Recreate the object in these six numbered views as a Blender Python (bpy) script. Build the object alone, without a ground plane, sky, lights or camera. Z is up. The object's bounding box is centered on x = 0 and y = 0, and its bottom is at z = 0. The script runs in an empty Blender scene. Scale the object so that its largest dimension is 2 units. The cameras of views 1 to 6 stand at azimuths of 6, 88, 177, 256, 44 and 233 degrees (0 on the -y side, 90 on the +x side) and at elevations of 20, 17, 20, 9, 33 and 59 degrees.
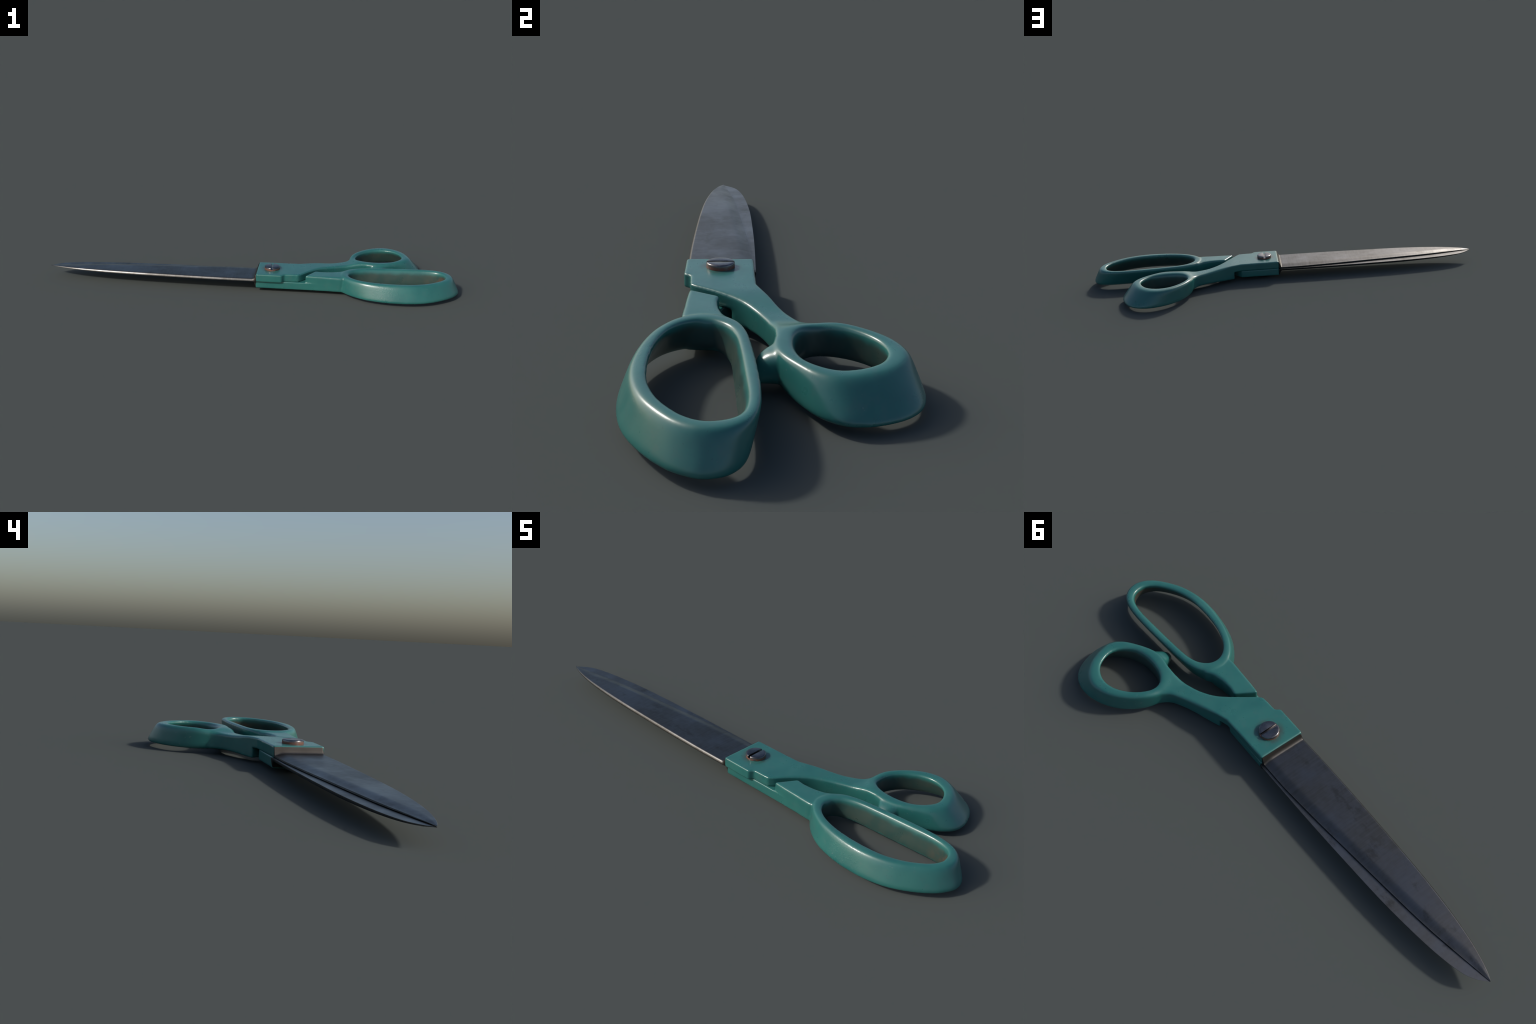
"""Pair of tailor's scissors lying closed: two steel blades, two teal painted
handles with slanted finger loops, one slotted pivot screw.
Frame: x along the blades (tip at -x), z up, parting plane of the halves at z = 0.054."""
import bpy, bmesh, math
import numpy as np
from mathutils import Vector

PART_Z = 0.0538                     # parting plane between the two halves
TOP_Z, BOTTOM_Z = 0.0905, 0.0170    # faces of the handle blocks
PIVOT = (0.105, -0.114)
VOXEL = 0.0026

# ------------------------------------------------------------------ helpers
def spline(points, per=10, closed=True):
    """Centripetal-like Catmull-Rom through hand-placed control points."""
    P = np.array(points, float)
    n = len(P)
    out = []
    for i in range(n if closed else n - 1):
        if closed:
            p0, p1, p2, p3 = P[(i - 1) % n], P[i], P[(i + 1) % n], P[(i + 2) % n]
        else:
            p0, p1, p2, p3 = P[max(i - 1, 0)], P[i], P[i + 1], P[min(i + 2, n - 1)]
        for k in range(per):
            t = k / per
            out.append(0.5 * ((2 * p1) + (p2 - p0) * t + (2 * p0 - 5 * p1 + 4 * p2 - p3) * t * t
                              + (3 * p1 - p0 - 3 * p2 + p3) * t ** 3))
    if not closed:
        out.append(P[-1])
    return np.array(out)


def polyline(points, step=0.004):
    """Straight-sided closed outline, resampled."""
    P = np.array(points, float)
    out = []
    for a, b in zip(P, np.roll(P, -1, 0)):
        m = max(1, int(np.linalg.norm(b - a) / step))
        out += [a + (b - a) * k / m for k in range(m)]
    return np.array(out)


def ccw(P):
    a = np.sum(P[:, 0] * np.roll(P[:, 1], -1) - P[:, 1] * np.roll(P[:, 0], -1))
    return P if a > 0 else P[::-1]


def soften(P, times):
    for _ in range(times):
        P = 0.5 * P + 0.25 * (np.roll(P, 1, 0) + np.roll(P, -1, 0))
    return P


def mesh_from(name, verts, faces):
    me = bpy.data.meshes.new(name)
    me.from_pydata([tuple(v) for v in verts], [], faces)
    me.validate()
    bm = bmesh.new(); bm.from_mesh(me)
    bmesh.ops.recalc_face_normals(bm, faces=bm.faces)
    bm.to_mesh(me); bm.free()
    return me


def loft(name, rings, cap=True, closed=False):
    """Skin a list of rings that have equal point counts."""
    R = np.array(rings)
    m, n = R.shape[:2]
    verts = R.reshape(-1, 3)
    faces = []
    for i in range(m if closed else m - 1):
        j = (i + 1) % m
        for k in range(n):
            l = (k + 1) % n
            faces.append((i * n + k, i * n + l, j * n + l, j * n + k))
    if cap and not closed:
        faces.append(tuple(range(n))[::-1])
        faces.append(tuple((m - 1) * n + k for k in range(n)))
    return mesh_from(name, verts, faces)


def slab(outline, z0, z1, radius_top, radius_bottom, lean=(0, 0)):
    """Flat bar with the given plan outline and rounded upper and lower edges.
    lean shears the bar sideways per metre of depth."""
    P = ccw(np.array(outline))
    T = np.roll(P, -1, 0) - np.roll(P, 1, 0)
    T /= np.linalg.norm(T, axis=1)[:, None] + 1e-9
    N = np.stack([-T[:, 1], T[:, 0]], 1)          # inward
    rings = []
    for a in np.linspace(0, math.pi / 2, 5):
        r = radius_bottom
        rings.append(np.c_[P + N * r * (1 - math.sin(a)), np.full(len(P), z0 + r * (1 - math.cos(a)))])
    for a in np.linspace(math.pi / 2, 0, 5):
        r = radius_top
        rings.append(np.c_[P + N * r * (1 - math.sin(a)), np.full(len(P), z1 - r * (1 - math.cos(a)))])
    rings = np.array(rings)
    depth = z1 - rings[:, :, 2:3]
    rings[:, :, :2] += depth * np.array(lean)
    return loft("slab", rings)


def polar(points, count):
    """Resample a closed oval by angle about its box centre."""
    S = spline(points, 14)
    c = (S.max(0) + S.min(0)) / 2
    half = (S.max(0) - S.min(0)) / 2
    q = (S - c) / half
    ang = np.unwrap(np.arctan2(q[:, 1], q[:, 0]))
    if ang[-1] < ang[0]:
        ang, S = ang[::-1], S[::-1]
    want = np.linspace(0, 2 * math.pi, count, endpoint=False)
    base = ang[0]
    want = base + (want - base) % (2 * math.pi)
    a3 = np.r_[ang, ang[0] + 2 * math.pi]
    s3 = np.r_[S, S[:1]]
    return np.stack([np.interp(want, a3, s3[:, k]) for k in (0, 1)], 1)


def finger_loop(inner_top, outer_top, inner_bottom, outer_bottom, z0, z1, count=220, power=5.0):
    """Slanted ring: a rounded four-sided section swept round four ovals."""
    it, ot, ib, ob = (polar(p, count) for p in (inner_top, outer_top, inner_bottom, outer_bottom))
    rings = []
    m = 36
    for k in range(count):
        ring = []
        for j in range(m):
            a = 2 * math.pi * j / m
            c, s = math.cos(a), math.sin(a)
            e = 2 / power
            u = math.copysign(abs(c) ** e, c) * 0.5 + 0.5     # 0 inner .. 1 outer
            w = math.copysign(abs(s) ** e, s) * 0.5 + 0.5     # 0 bottom .. 1 top
            lo = ib[k] * (1 - u) + ob[k] * u
            hi = it[k] * (1 - u) + ot[k] * u
            p = lo * (1 - w) + hi * w
            ring.append((p[0], p[1], z0 + (z1 - z0) * w))
        rings.append(ring)
    return loft("ring", rings, closed=True)


def inside_ring(inner_top, outer_top, inner_bottom, outer_bottom, z0, z1):
    """Tells which points lie on the hole side of a finger loop's middle line."""
    it, ot, ib, ob = (polar(p, 120) for p in (inner_top, outer_top, inner_bottom, outer_bottom))

    def test(c):
        w = np.clip((c[:, 2] - z0) / (z1 - z0), 0, 1)[:, None]
        hit = np.zeros(len(c), int)
        mid_top, mid_bottom = (it + ot) / 2, (ib + ob) / 2
        for k in range(120):
            a = mid_bottom[k] * (1 - w) + mid_top[k] * w
            b = mid_bottom[(k + 1) % 120] * (1 - w) + mid_top[(k + 1) % 120] * w
            span = (a[:, 1] > c[:, 1]) != (b[:, 1] > c[:, 1])
            xi = a[:, 0] + (c[:, 1] - a[:, 1]) * (b[:, 0] - a[:, 0]) / (b[:, 1] - a[:, 1] + 1e-12)
            hit += span & (c[:, 0] < xi)
        return hit % 2
    return test


def fuse(name, meshes, voxel):
    """Join overlapping solids into one skin (voxel Remesh)."""
    bm = bmesh.new()
    for me in meshes:
        bm.from_mesh(me)
    me = bpy.data.meshes.new(name)
    bm.to_mesh(me); bm.free()
    ob = bpy.data.objects.new(name, me)
    bpy.context.scene.collection.objects.link(ob)
    mod = ob.modifiers.new("fuse", 'REMESH')
    mod.mode = 'VOXEL'
    mod.voxel_size = voxel
    mod.adaptivity = 0
    dg = bpy.context.evaluated_depsgraph_get()
    out = bpy.data.meshes.new_from_object(ob.evaluated_get(dg))
    bpy.data.objects.remove(ob)
    return out


def relax(me, weight_fn, rounds):
    """Laplacian rounding with a weight that varies over the part."""
    n = len(me.vertices)
    co = np.empty(n * 3); me.vertices.foreach_get("co", co); co = co.reshape(-1, 3)
    ed = np.empty(len(me.edges) * 2, dtype=np.int64); me.edges.foreach_get("vertices", ed)
    ed = ed.reshape(-1, 2)
    deg = np.bincount(ed.ravel(), minlength=n)[:, None].clip(1)
    w = weight_fn(co)[:, None]
    for _ in range(rounds):
        s = np.zeros_like(co)
        for k in range(3):
            s[:, k] = (np.bincount(ed[:, 0], co[ed[:, 1], k], n) + np.bincount(ed[:, 1], co[ed[:, 0], k], n))
        co = co + w * (s / deg - co)
    me.vertices.foreach_set("co", co.ravel())
    me.update()
    nor = np.empty(n * 3); me.vertices.foreach_get("normal", nor)
    co += nor.reshape(-1, 3) * (0.0006 + 0.0022 * w)      # give back what the rounding took
    me.vertices.foreach_set("co", co.ravel())
    me.update()
    return me


def smoothstep(a, b, x):
    t = np.clip((x - a) / (b - a), 0, 1)
    return t * t * (3 - 2 * t)


def split_with_normals(me, names, region_fn, inner_fn):
    """Cut one smooth body into named regions that keep the whole body's normals."""
    n = len(me.vertices)
    nor = np.empty(n * 3); me.vertices.foreach_get("normal", nor); nor = nor.reshape(-1, 3)
    co = np.empty(n * 3); me.vertices.foreach_get("co", co); co = co.reshape(-1, 3)
    faces = [tuple(p.vertices) for p in me.polygons]
    cen = np.array([co[list(f)].mean(0) for f in faces])
    reg = region_fn(cen)
    obs = []
    for r, nm in enumerate(names):
        fs = [f for f, q in zip(faces, reg) if q == r]
        used = np.unique(np.concatenate([np.array(f) for f in fs]))
        idx = {int(v): i for i, v in enumerate(used)}
        sub = bpy.data.meshes.new(nm)
        sub.from_pydata([tuple(co[v]) for v in used], [], [tuple(idx[v] for v in f) for f in fs])
        sub.polygons.foreach_set("use_smooth", [True] * len(sub.polygons))
        sub.normals_split_custom_set_from_vertices([tuple(nor[v]) for v in used])
        sub.materials.append(TEAL)
        if r == 1:
            sub.materials.append(GREYED)
            sub.polygons.foreach_set("material_index", inner_fn(cen[reg == r]).astype(np.int32))
        ob = bpy.data.objects.new(nm, sub)
        bpy.context.scene.collection.objects.link(ob)
        obs.append(ob)
    return obs


# ---------------------------------------------------------------- materials
class Nodes:
    def __init__(self, name):
        self.mat = bpy.data.materials.new(name)
        self.mat.use_nodes = True
        self.nt = self.mat.node_tree
        self.bsdf = self.nt.nodes["Principled BSDF"]
        self.co = self.nt.nodes.new("ShaderNodeTexCoord").outputs["Object"]

    def link(self, a, b):
        self.nt.links.new(a, b)

    def mapping(self, scale=(1, 1, 1), loc=(0, 0, 0)):
        m = self.nt.nodes.new("ShaderNodeMapping")
        m.inputs["Scale"].default_value = scale
        m.inputs["Location"].default_value = loc
        self.link(self.co, m.inputs["Vector"])
        return m.outputs["Vector"]

    def noise(self, scale, detail=4, rough=0.55, vec=None, lo=0.0, hi=1.0):
        t = self.nt.nodes.new("ShaderNodeTexNoise")
        t.inputs["Scale"].default_value = scale
        t.inputs["Detail"].default_value = detail
        t.inputs["Roughness"].default_value = rough
        self.link(vec or self.co, t.inputs["Vector"])
        return self.ramp(t.outputs["Fac"], lo, hi)

    def ramp(self, fac, lo, hi):
        r = self.nt.nodes.new("ShaderNodeMapRange")
        r.interpolation_type = 'SMOOTHSTEP'
        r.inputs["From Min"].default_value = lo
        r.inputs["From Max"].default_value = hi
        self.link(fac, r.inputs["Value"])
        return r.outputs["Result"]

    def math(self, op, a, b):
        m = self.nt.nodes.new("ShaderNodeMath")
        m.operation = op
        for s, v in zip(m.inputs, (a, b)):
            if isinstance(v, (int, float)):
                s.default_value = v
            else:
                self.link(v, s)
        return m.outputs[0]

    def mix(self, fac, a, b):
        m = self.nt.nodes.new("ShaderNodeMix")
        m.data_type = 'RGBA'
        for s, v in ((m.inputs[0], fac), (m.inputs[6], a), (m.inputs[7], b)):
            if isinstance(v, (int, float)):
                s.default_value = v
            elif isinstance(v, tuple):
                s.default_value = (*v, 1)
            else:
                self.link(v, s)
        return m.outputs[2]

    def near(self, centre, r0, r1):
        """1 inside r0 of a point, falling to 0 at r1."""
        d = self.nt.nodes.new("ShaderNodeVectorMath")
        d.operation = 'DISTANCE'
        self.link(self.co, d.inputs[0])
        d.inputs[1].default_value = centre
        return self.ramp(d.outputs["Value"], r1, r0)

    def bump(self, height, strength, distance):
        b = self.nt.nodes.new("ShaderNodeBump")
        b.inputs["Strength"].default_value = strength
        b.inputs["Distance"].default_value = distance
        self.link(height, b.inputs["Height"])
        self.link(b.outputs["Normal"], self.bsdf.inputs["Normal"])


def teal_paint(name, grey_inside=False):
    n = Nodes(name)
    base = n.mix(n.noise(9, 5, lo=0.32, hi=0.68), (0.018, 0.118, 0.109), (0.027, 0.142, 0.126))
    # greyed, rubbed paint in patches and fine speckle
    rub = n.math('MULTIPLY', n.noise(24, 6, 0.7, lo=0.50, hi=0.72), 0.32)
    base = n.mix(rub, base, (0.062, 0.130, 0.125))
    speck = n.math('MULTIPLY', n.noise(170, 2, 0.5, lo=0.68, hi=0.73), 0.30)
    base = n.mix(speck, base, (0.022, 0.062, 0.060))
    # small pale chips in loose groups
    chip = n.math('MULTIPLY', n.noise(120, 2, 0.5, lo=0.66, hi=0.70), n.noise(13, 3, lo=0.52, hi=0.66))
    base = n.mix(n.math('MULTIPLY', chip, 0.5), base, (0.11, 0.18, 0.17))
    # inside of the loops: darker, dull grey-brown tone between rim and lower edge
    if grey_inside:
        sep = n.nt.nodes.new("ShaderNodeSeparateXYZ")
        n.link(n.co, sep.inputs[0])
        z = n.math('ADD', sep.outputs["Z"], n.math('MULTIPLY', n.noise(28, 4), 0.012))
        m = n.math('MULTIPLY', n.ramp(z, 0.092, 0.072), n.ramp(z, 0.020, 0.034))
        base = n.mix(n.math('MULTIPLY', m, 0.8), base,
                     n.mix(n.noise(16, 4, 0.6, lo=0.35, hi=0.65), (0.028, 0.050, 0.043), (0.052, 0.060, 0.048)))
    # dark mottled ring round the screw, and brown rust at the far end of the big loop
    g = n.math('MULTIPLY', n.near((PIVOT[0], PIVOT[1], TOP_Z), 0.036, 0.062), n.noise(38, 4, lo=0.30, hi=0.62))
    base = n.mix(n.math('MULTIPLY', g, 0.75), base, (0.045, 0.050, 0.045))
    if grey_inside:
        r = n.math('MULTIPLY', n.near((0.925, -0.10, 0.045), 0.02, 0.11), n.noise(26, 5, 0.65, lo=0.36, hi=0.62))
        base = n.mix(n.math('MULTIPLY', n.math('MULTIPLY', r, m), 0.85), base, (0.110, 0.072, 0.050))
    n.link(base, n.bsdf.inputs["Base Color"])
    rough = n.nt.nodes.new("ShaderNodeMapRange")
    rough.inputs["To Min"].default_value = 0.22
    rough.inputs["To Max"].default_value = 0.40
    n.link(n.noise(14, 5, 0.65), rough.inputs["Value"])
    n.link(rough.outputs["Result"], n.bsdf.inputs["Roughness"])
    n.bsdf.inputs["IOR"].default_value = 1.5
    n.bsdf.inputs["Specular IOR Level"].default_value = 0.6
    n.bsdf.inputs["Coat Weight"].default_value = 0.12
    n.bsdf.inputs["Coat Roughness"].default_value = 0.13
    h = n.math('ADD', n.math('MULTIPLY', n.noise(130, 3, 0.6), 0.35),
               n.math('MULTIPLY', n.math('MULTIPLY', n.noise(220, 2, 0.5, lo=0.55, hi=0.7),
                                         n.near((0.66, -0.29, 0.05), 0.02, 0.13)), 1.5))
    n.bump(h, 0.15, 0.0012)
    return n.mat


def blade_steel(name, gain):
    n = Nodes(name)
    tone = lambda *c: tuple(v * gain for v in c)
    cloud = n.noise(7, 6, 0.62, lo=0.30, hi=0.72)
    col = n.mix(cloud, tone(0.078, 0.076, 0.071), tone(0.146, 0.146, 0.147))
    streak = n.noise(1.0, 5, 0.6, vec=n.mapping((150, 9, 60)), lo=0.3, hi=0.7)
    col = n.mix(n.math('MULTIPLY', streak, 0.22), col, (0.20, 0.20, 0.205))
    smudge = n.math('MULTIPLY', n.noise(11, 5, 0.7, vec=n.mapping((1, 1.6, 1), (3.1, 0.4, 0)), lo=0.54, hi=0.70), 0.6)
    col = n.mix(smudge, col, (0.066, 0.062, 0.055))
    pits = n.math('MULTIPLY', n.noise(75, 2, 0.5, lo=0.70, hi=0.76), 0.6)
    col = n.mix(pits, col, (0.10, 0.095, 0.09))
    # darker, duller brown on the root face against the handle block
    sep = n.nt.nodes.new("ShaderNodeSeparateXYZ")
    n.link(n.co, sep.inputs[0])
    film = n.math('MULTIPLY', n.ramp(sep.outputs["X"], 0.006, 0.030), 0.9)
    col = n.mix(film, col, (0.042, 0.038, 0.034))
    n.link(col, n.bsdf.inputs["Base Color"])
    n.bsdf.inputs["Metallic"].default_value = 1.0
    rough = n.nt.nodes.new("ShaderNodeMapRange")
    rough.inputs["To Min"].default_value = 0.42
    rough.inputs["To Max"].default_value = 0.30
    n.link(cloud, rough.inputs["Value"])
    n.link(n.math('ADD', rough.outputs["Result"], n.math('MULTIPLY', film, 0.22)), n.bsdf.inputs["Roughness"])
    n.bump(streak, 0.05, 0.0006)
    return n.mat


def screw_steel():
    n = Nodes("rusty_screw_steel")
    col = n.mix(n.noise(40, 5, 0.6, lo=0.35, hi=0.65), (0.115, 0.112, 0.115), (0.20, 0.195, 0.20))
    # rust collects on the flank of the head, against the paint
    sep = n.nt.nodes.new("ShaderNodeSeparateXYZ")
    n.link(n.co, sep.inputs[0])
    d = n.nt.nodes.new("ShaderNodeVectorMath"); d.operation = 'DISTANCE'
    flat = n.nt.nodes.new("ShaderNodeCombineXYZ")
    n.link(sep.outputs["X"], flat.inputs[0]); n.link(sep.outputs["Y"], flat.inputs[1])
    n.link(flat.outputs[0], d.inputs[0]); d.inputs[1].default_value = (PIVOT[0], PIVOT[1], 0)
    low = n.math('MULTIPLY', n.ramp(sep.outputs["Z"], 0.1020, 0.0965), n.ramp(d.outputs["Value"], 0.0345, 0.0360))
    rust = n.math('MULTIPLY', low, n.noise(45, 4, 0.6, lo=0.28, hi=0.55))
    n.link(n.mix(rust, col, (0.150, 0.055, 0.034)), n.bsdf.inputs["Base Color"])
    n.link(n.math('SUBTRACT', 1.0, n.math('MULTIPLY', rust, 0.9)), n.bsdf.inputs["Metallic"])
    n.link(n.math('ADD', 0.28, n.math('MULTIPLY', rust, 0.35)), n.bsdf.inputs["Roughness"])
    n.bump(n.noise(120, 3), 0.15, 0.0008)
    return n.mat


TEAL, GREYED = teal_paint("teal_enamel"), teal_paint("teal_enamel_grey_inside", True)
STEEL, SCREW = blade_steel("blade_steel", 1.0), screw_steel()
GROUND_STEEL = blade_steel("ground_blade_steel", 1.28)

# ------------------------------------------------------------------ handles
# upper half: pivot block, arm and thumb loop (control points in plan)
ARM_NEAR = [(0.250, -0.170), (0.290, -0.117), (0.340, -0.061), (0.392, -0.027), (0.441, -0.006),
            (0.485, 0.007), (0.528, 0.012), (0.562, 0.012), (0.590, 0.022)]
ARM_FAR = [(0.560, 0.034), (0.530, 0.046), (0.502, 0.070), (0.494, 0.112), (0.480, 0.104), (0.460, 0.073), (0.418, 0.047), (0.369, 0.025), (0.320, 0.007),
           (0.275, -0.011), (0.235, -0.0245)]
BLOCK_FRONT = [(0.150, -0.027), (0.035, -0.029), (0.035, -0.204), (0.157, -0.204), (0.169, -0.187), (0.236, -0.184)]
upper_outline = soften(polyline(np.r_[spline(ARM_NEAR, 8, False), spline(ARM_FAR, 8, False), BLOCK_FRONT], 0.003), 3)
LOWER_ARM = np.r_[[(0.266, -0.0130), (0.311, -0.086)], spline(ARM_NEAR, 8, False)[14:],
                  spline(ARM_FAR[:10], 8, False)]
lower_arm_outline = soften(polyline(LOWER_ARM, 0.003), 6)

THUMB_INNER_TOP = [(0.7320, 0.1264), (0.7272, 0.1651), (0.7057, 0.2009), (0.6765, 0.2203), (0.6395, 0.2280), (0.6005, 0.2212), (0.5684, 0.2038),
                   (0.5401, 0.1786), (0.5177, 0.1476), (0.5060, 0.1099), (0.5148, 0.0770), (0.5469, 0.0547), (0.5908, 0.0470), (0.6395, 0.0489),
                   (0.6833, 0.0625), (0.7145, 0.0915)]
THUMB_OUTER_TOP = [(0.7735, 0.1218), (0.7654, 0.1683), (0.7432, 0.2159), (0.7028, 0.2553), (0.6553, 0.2735), (0.6078, 0.2654), (0.5614, 0.2391),
                   (0.5129, 0.1886), (0.4816, 0.1299), (0.4765, 0.0793), (0.4987, 0.0348), (0.5492, 0.0126), (0.5997, 0.0045), (0.6503, 0.0126),
                   (0.7028, 0.0429), (0.7493, 0.0793)]
THUMB_INNER_BOTTOM = [(0.7830, 0.1697), (0.7752, 0.2105), (0.7478, 0.2455), (0.7087, 0.2630), (0.6597, 0.2620), (0.6010, 0.2377), (0.5570, 0.2057),
                      (0.5277, 0.1697), (0.5130, 0.1309), (0.5169, 0.0889), (0.5472, 0.0637), (0.6010, 0.0540), (0.6597, 0.0608), (0.7135, 0.0821),
                      (0.7595, 0.1231)]
THUMB_OUTER_BOTTOM = [(0.8365, 0.1650), (0.8255, 0.2152), (0.8004, 0.2624), (0.7653, 0.2915), (0.7182, 0.3045), (0.6600, 0.2995), (0.5998, 0.2754),
                      (0.5427, 0.2323), (0.5026, 0.1751), (0.4845, 0.1249), (0.4835, 0.0848), (0.5096, 0.0446), (0.5647, 0.0155), (0.6199, 0.0095),
                      (0.6801, 0.0235), (0.7402, 0.0486), (0.7974, 0.0827), (0.8295, 0.1229)]
thumb = finger_loop(THUMB_INNER_TOP, THUMB_OUTER_TOP, THUMB_INNER_BOTTOM, THUMB_OUTER_BOTTOM, 0.0165, 0.0925)
# stop between the loops: a short web that leans out and down against the big loop
# stations: middle x, y, half width, base z, top z, sideways drift of the base
SPUR = [(.620, .036, .048, .018, .0885, .000, .000), (.617, .018, .041, .0190, .0885, .006, -.004),
        (.616, .004, .033, .0200, .0850, .013, -.010), (.616, -.008, .026, .0210, .0795, .019, -.016),
        (.617, -.018, .020, .0225, .0725, .024, -.020), (.618, -.0250, .014, .0260, .0650, .026, -.021)]
rings = []
for cx, cy, half, z0, z1, bx, by in SPUR:
    ring = []
    for k in range(28):
        a = 2 * math.pi * k / 28
        u = math.copysign(abs(math.cos(a)) ** 0.62, math.cos(a))
        w = math.copysign(abs(math.sin(a)) ** 0.62, math.sin(a)) * 0.5 + 0.5
        ring.append((cx + half * u + bx * (1 - w), cy + by * (1 - w), z0 + (z1 - z0) * w))
    rings.append(ring)
spur = loft("spur", rings)

upper_body = fuse("upper_handle", [
    slab(upper_outline, PART_Z + 0.0008, TOP_Z, 0.003, 0.001),
    slab(lower_arm_outline, BOTTOM_Z, 0.076, 0.003, 0.003),
    thumb, spur], VOXEL)

# lower half: block under the pivot, riser, and the long finger loop
RISER = [(0.269, -0.184), (0.314, -0.112), (0.345, -0.1165), (0.388, -0.113), (0.430, -0.102), (0.462, -0.080),
         (0.480, -0.110), (0.470, -0.180), (0.440, -0.192), (0.370, -0.189), (0.310, -0.187)]
riser_outline = soften(polyline(RISER, 0.003), 4)
LOWER_BLOCK = [(0.033, -0.190), (0.033, -0.029), (0.228, -0.029), (0.248, -0.047), (0.292, -0.102), (0.345, -0.1165),
               (0.388, -0.113), (0.430, -0.102), (0.475, -0.100), (0.470, -0.180), (0.440, -0.192), (0.370, -0.189),
               (0.310, -0.1875), (0.200, -0.188)]
lower_block_outline = soften(polyline(LOWER_BLOCK, 0.003), 3)

BIG_INNER_TOP = [(0.9320, -0.1100), (0.9209, -0.0750), (0.8909, -0.0540), (0.8300, -0.0470), (0.7300, -0.0530), (0.6200, -0.0620),
                 (0.5500, -0.0720), (0.5050, -0.0920), (0.4770, -0.1300), (0.4850, -0.1720), (0.5220, -0.2070), (0.5850, -0.2290),
                 (0.6500, -0.2370), (0.7200, -0.2370), (0.7850, -0.2290), (0.8500, -0.2050), (0.9012, -0.1690), (0.9260, -0.1380)]
BIG_OUTER_TOP = [(0.9670, -0.1150), (0.9590, -0.0730), (0.9263, -0.0400), (0.8700, -0.0240), (0.7900, -0.0220), (0.7000, -0.0280),
                 (0.6000, -0.0380), (0.5300, -0.0490), (0.4750, -0.0710), (0.4440, -0.1100), (0.4390, -0.1600), (0.4660, -0.2035),
                 (0.5200, -0.2385), (0.5780, -0.2575), (0.6400, -0.2685), (0.7100, -0.2725), (0.7800, -0.2635), (0.8500, -0.2395),
                 (0.9142, -0.1970), (0.9518, -0.1570)]
BIG_INNER_BOTTOM = [(0.9630, -0.1400), (0.9580, -0.1000), (0.9316, -0.0730), (0.8702, -0.0630), (0.7500, -0.0700), (0.6400, -0.0770),
                    (0.5500, -0.0840), (0.4900, -0.1060), (0.4610, -0.1450), (0.4670, -0.1900), (0.5000, -0.2330), (0.5570, -0.2620),
                    (0.6400, -0.2750), (0.7200, -0.2770), (0.8000, -0.2660), (0.8702, -0.2390), (0.9371, -0.1900)]
BIG_OUTER_BOTTOM = [(1.0050, -0.1250), (0.9970, -0.0850), (0.9670, -0.0580), (0.9210, -0.0470), (0.8600, -0.0460), (0.7900, -0.0490),
                    (0.7000, -0.0540), (0.6000, -0.0600), (0.5300, -0.0680), (0.4750, -0.0850), (0.4400, -0.1200), (0.4320, -0.1700),
                    (0.4600, -0.2080), (0.5000, -0.2435), (0.5600, -0.2765), (0.6300, -0.2955), (0.7000, -0.3025), (0.7800, -0.2965),
                    (0.8500, -0.2765), (0.9127, -0.2405), (0.9640, -0.1980), (0.9920, -0.1600)]
big = finger_loop(BIG_INNER_TOP, BIG_OUTER_TOP, BIG_INNER_BOTTOM, BIG_OUTER_BOTTOM, 0.0160, 0.0925)
lower_body = fuse("lower_handle", [
    slab(lower_block_outline, BOTTOM_Z, PART_Z - 0.0010, 0.001, 0.003),
    slab(riser_outline, 0.030, 0.0880, 0.006, 0.002),
    big], VOXEL)

# the arm dips between the block and the raised rim of the thumb loop
co = np.empty(len(upper_body.vertices) * 3); upper_body.vertices.foreach_get("co", co); co = co.reshape(-1, 3)
dip = (0.0110 * smoothstep(0.27, 0.42, co[:, 0]) * (1 - smoothstep(0.455, 0.535, co[:, 0]))
       * (1 - smoothstep(0.09, 0.17, co[:, 1])))
co[:, 2] -= dip * smoothstep(0.050, 0.085, co[:, 2])
co[:, 2] += 0.4 * dip * (1 - smoothstep(0.020, 0.050, co[:, 2]))
upper_body.vertices.foreach_set("co", co.ravel())

# edges of the blocks stay crisp, arms and loops are rounder
relax(upper_body, lambda c: 0.10 + 0.45 * smoothstep(0.27, 0.36, c[:, 0]) + 0.3 * smoothstep(0.44, 0.48, c[:, 0])
      * (1 - smoothstep(0.50, 0.53, c[:, 0])), 16)
relax(lower_body, lambda c: 0.10 + 0.45 * smoothstep(0.33, 0.42, c[:, 0]), 14)

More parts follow.
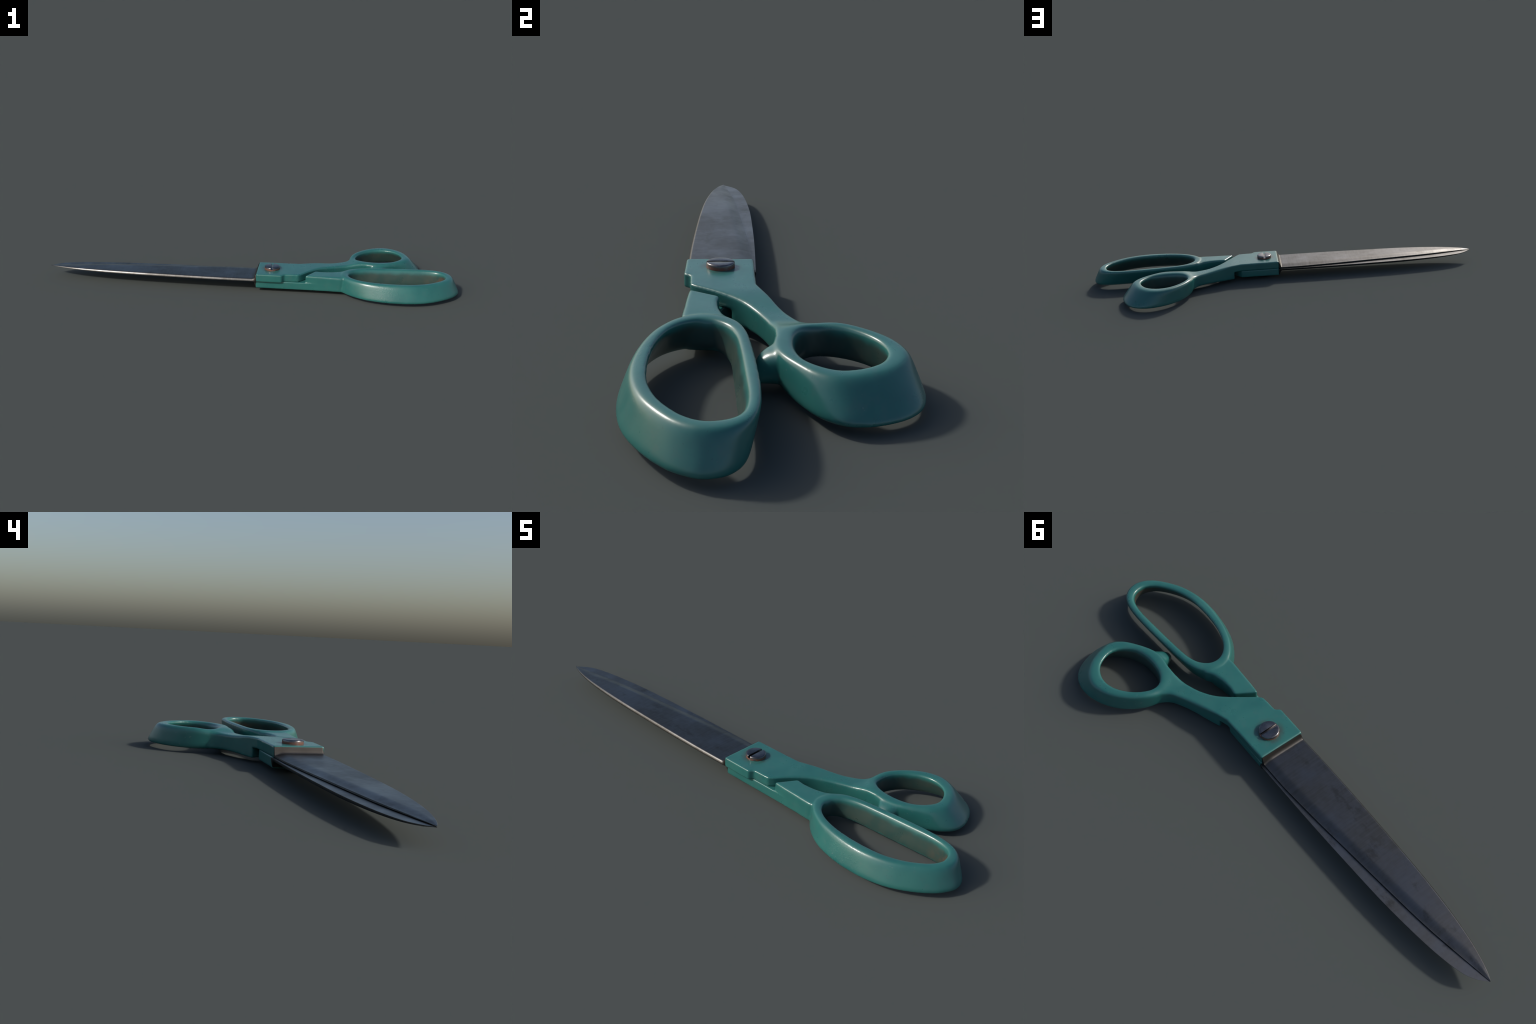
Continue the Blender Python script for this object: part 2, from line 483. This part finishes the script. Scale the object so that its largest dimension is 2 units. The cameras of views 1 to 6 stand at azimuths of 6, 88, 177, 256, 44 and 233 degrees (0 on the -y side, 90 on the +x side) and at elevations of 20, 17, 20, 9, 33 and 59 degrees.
# ------------------------------------------------------------------- blades
def blade_mesh(name, back, cut, up):
    """Straight blade lofted from root to tip: flat mating face, rounded back,
    hollow-ground slope to a thin cutting edge, concave fillet up to the block."""
    xb, yb = np.array(back).T[:, ::-1]
    xc, yc = np.array(cut).T[:, ::-1]
    xs = np.r_[np.linspace(-1.0015, -0.94, 30), np.linspace(-0.937, -0.03, 190), np.linspace(-0.028, 0.0345, 34)]
    sb, sc = spline(back[::-1], 12, False), spline(cut[::-1], 12, False)
    rings = []
    m = 30
    for x in xs:
        b = np.interp(x, sb[:, 0], sb[:, 1])
        c = np.interp(x, sc[:, 0], sc[:, 1])
        width = max(abs(b - c), 1e-4)
        t = (0.0030 + 0.0092 * (1 - (1 - np.clip((x + 1.0) / 0.42, 0, 1)) ** 2.0)) * min(1, 0.35 + width / 0.04)
        d = max(0.0, x - (0.0335 - 0.016))                 # fillet against the block
        fil = 0.016 - math.sqrt(max(0.016 ** 2 - min(d, 0.016) ** 2, 0))
        fil = min(fil * 2.4, TOP_Z - 0.002 - PART_Z - 0.0018 - t)
        r = min(0.0082, width * 0.4, t * 0.7)
        sgn = 1 if c > b else -1
        ring = []
        base = PART_Z + 0.0009
        # top face from the cutting edge to the back
        for k in range(m):
            s = (k / (m - 1)) ** 1.25
            across = s * (width - r)
            slope = 0.40 + 0.60 * smoothstep(0, 1, np.array(min(1.0, across / min(0.036, width * 0.6)))) ** 0.8
            slope = max(slope, min(1.0, fil / 0.006))
            crown = 0.0003 * math.sin(math.pi * s) * min(1, width / 0.1)
            ring.append((x, c - sgn * across, base + t * slope + crown + fil))
        # back: steep chamfer with eased corners, then a short upright land
        for inset, lift in ((0.93, 0.997), (0.82, 0.972), (0.64, 0.90), (0.44, 0.77), (0.25, 0.58), (0.11, 0.38), (0.03, 0.21), (0.0, 0.09), (0.0, 0.0)):
            ring.append((x, b + sgn * r * inset, base + (t + fil) * lift))
        for s in np.linspace(0, 1, 6)[1:]:
            ring.append((x, b * (1 - s) + c * s, base))
        R = np.array(ring)
        if not up:
            R[:, 2] = 2 * PART_Z - R[:, 2]
        rings.append(R)
    me = loft(name, rings)
    for p in me.polygons:
        p.use_smooth = True
    return me


UPPER_BACK = [(0.0360, -0.2039), (-0.1000, -0.2059), (-0.2440, -0.2049), (-0.4150, -0.2014), (-0.6000, -0.1954), (-0.7430, -0.1854),
              (-0.8590, -0.1704), (-0.9310, -0.1544), (-0.9750, -0.1404), (-1.0020, -0.1275)]
UPPER_CUT = [(0.036, -.031), (-.07, -.0315), (-.13, -.034), (-.28, -.044), (-.38, -.053), (-.50, -.063), (-.66, -.077),
             (-.77, -.089), (-.88, -.106), (-1.002, -.1265)]
LOWER_BACK = [(0.0360, -0.0219), (-0.1500, -0.0219), (-0.3000, -0.0234), (-0.5000, -0.0284), (-0.6360, -0.0344), (-0.7700, -0.0464),
              (-0.8600, -0.0594), (-0.9300, -0.0764), (-0.9700, -0.0974), (-1.0020, -0.1265)]
LOWER_CUT = [(0.036, -.186), (-.13, -.187), (-.28, -.184), (-.50, -.172), (-.66, -.160), (-.77, -.152), (-.88, -.142),
             (-1.002, -.1275)]


def make_object(name, me, mat, angle=35):
    ob = bpy.data.objects.new(name, me)
    bpy.context.scene.collection.objects.link(ob)
    me.materials.append(mat)
    me.shade_smooth() if hasattr(me, "shade_smooth") else None
    me.set_sharp_from_angle(angle=math.radians(angle))
    return ob


blade_a = make_object("blade", blade_mesh("blade", UPPER_BACK, UPPER_CUT, True), STEEL, 40)
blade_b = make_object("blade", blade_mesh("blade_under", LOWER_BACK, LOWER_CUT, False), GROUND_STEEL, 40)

# -------------------------------------------------------------------- screw
SCREW_R, SCREW_TOP = 0.0368, 0.1062

def turned(name, profile, n=72):
    rings = []
    for r, z in profile:
        rings.append([(PIVOT[0] + r * math.cos(2 * math.pi * k / n), PIVOT[1] + r * math.sin(2 * math.pi * k / n), z)
                      for k in range(n)])
    return loft(name, rings)


def slotted_head(name, profile, slot_angle, slot_width, z0, z1):
    me = turned(name, profile)
    ob = bpy.data.objects.new(name, me)
    bpy.context.scene.collection.objects.link(ob)
    bm = bmesh.new()
    bmesh.ops.create_cube(bm, size=1)
    bmesh.ops.scale(bm, vec=(slot_width, 0.12, z1 - z0), verts=bm.verts)
    bmesh.ops.rotate(bm, matrix=__import__("mathutils").Matrix.Rotation(slot_angle, 3, 'Z'), verts=bm.verts)
    bmesh.ops.translate(bm, vec=(PIVOT[0], PIVOT[1], (z0 + z1) / 2), verts=bm.verts)
    cm = bpy.data.meshes.new("slot"); bm.to_mesh(cm); bm.free()
    cutter = bpy.data.objects.new("slot", cm)
    bpy.context.scene.collection.objects.link(cutter)
    b = ob.modifiers.new("slot", 'BOOLEAN'); b.object = cutter; b.operation = 'DIFFERENCE'; b.solver = 'EXACT'
    bev = ob.modifiers.new("edge", 'BEVEL'); bev.width = 0.0012; bev.segments = 2; bev.limit_method = 'ANGLE'
    bev.angle_limit = math.radians(50)
    out = bpy.data.meshes.new_from_object(ob.evaluated_get(bpy.context.evaluated_depsgraph_get()))
    bpy.data.objects.remove(ob); bpy.data.objects.remove(cutter)
    return make_object(name, out, SCREW, 30)


R = SCREW_R
head = slotted_head("screw", [(R * 0.45, 0.080), (R - 0.001, 0.080), (R, 0.0835), (R, SCREW_TOP - 0.0042), (R - 0.0008, SCREW_TOP - 0.0020),
                              (R - 0.0024, SCREW_TOP - 0.0006), (R - 0.005, SCREW_TOP), (0.002, SCREW_TOP + 0.0006)],
                    math.radians(0.5), 0.0098, 0.0962, 0.12)
nut = make_object("screw_end", turned("screw_end", [(0.010, 0.028), (0.0205, 0.028), (0.0205, 0.0030), (0.0190, 0.0008),
                                                    (0.0165, 0.0), (0.002, 0.0)]), SCREW, 30)

# ----------------------------------------------------------------- assembly
def upper_region(c):      # thumb loop starts where the arm opens into the ring
    return ((c[:, 0] > 0.492) | (c[:, 1] > 0.085)).astype(int)

def lower_region(c):
    return (c[:, 0] > 0.447).astype(int)

arm_a, ring_a = split_with_normals(upper_body, ["handle", "finger_loop"], upper_region,
                                   inside_ring(THUMB_INNER_TOP, THUMB_OUTER_TOP, THUMB_INNER_BOTTOM, THUMB_OUTER_BOTTOM, 0.0165, 0.0925))
arm_b, ring_b = split_with_normals(lower_body, ["handle", "finger_loop"], lower_region,
                                   inside_ring(BIG_INNER_TOP, BIG_OUTER_TOP, BIG_INNER_BOTTOM, BIG_OUTER_BOTTOM, 0.0160, 0.0925))

root = bpy.data.objects.new("tailor_scissors", None)
bpy.context.scene.collection.objects.link(root)
root["label"] = "large closed tailor scissors with worn teal handles and dark steel blades"
root["category"] = "scissors"
for ob in (arm_a, arm_b, blade_a, blade_b, head, nut):
    ob.parent = root
ring_a.parent = arm_a
ring_b.parent = arm_b
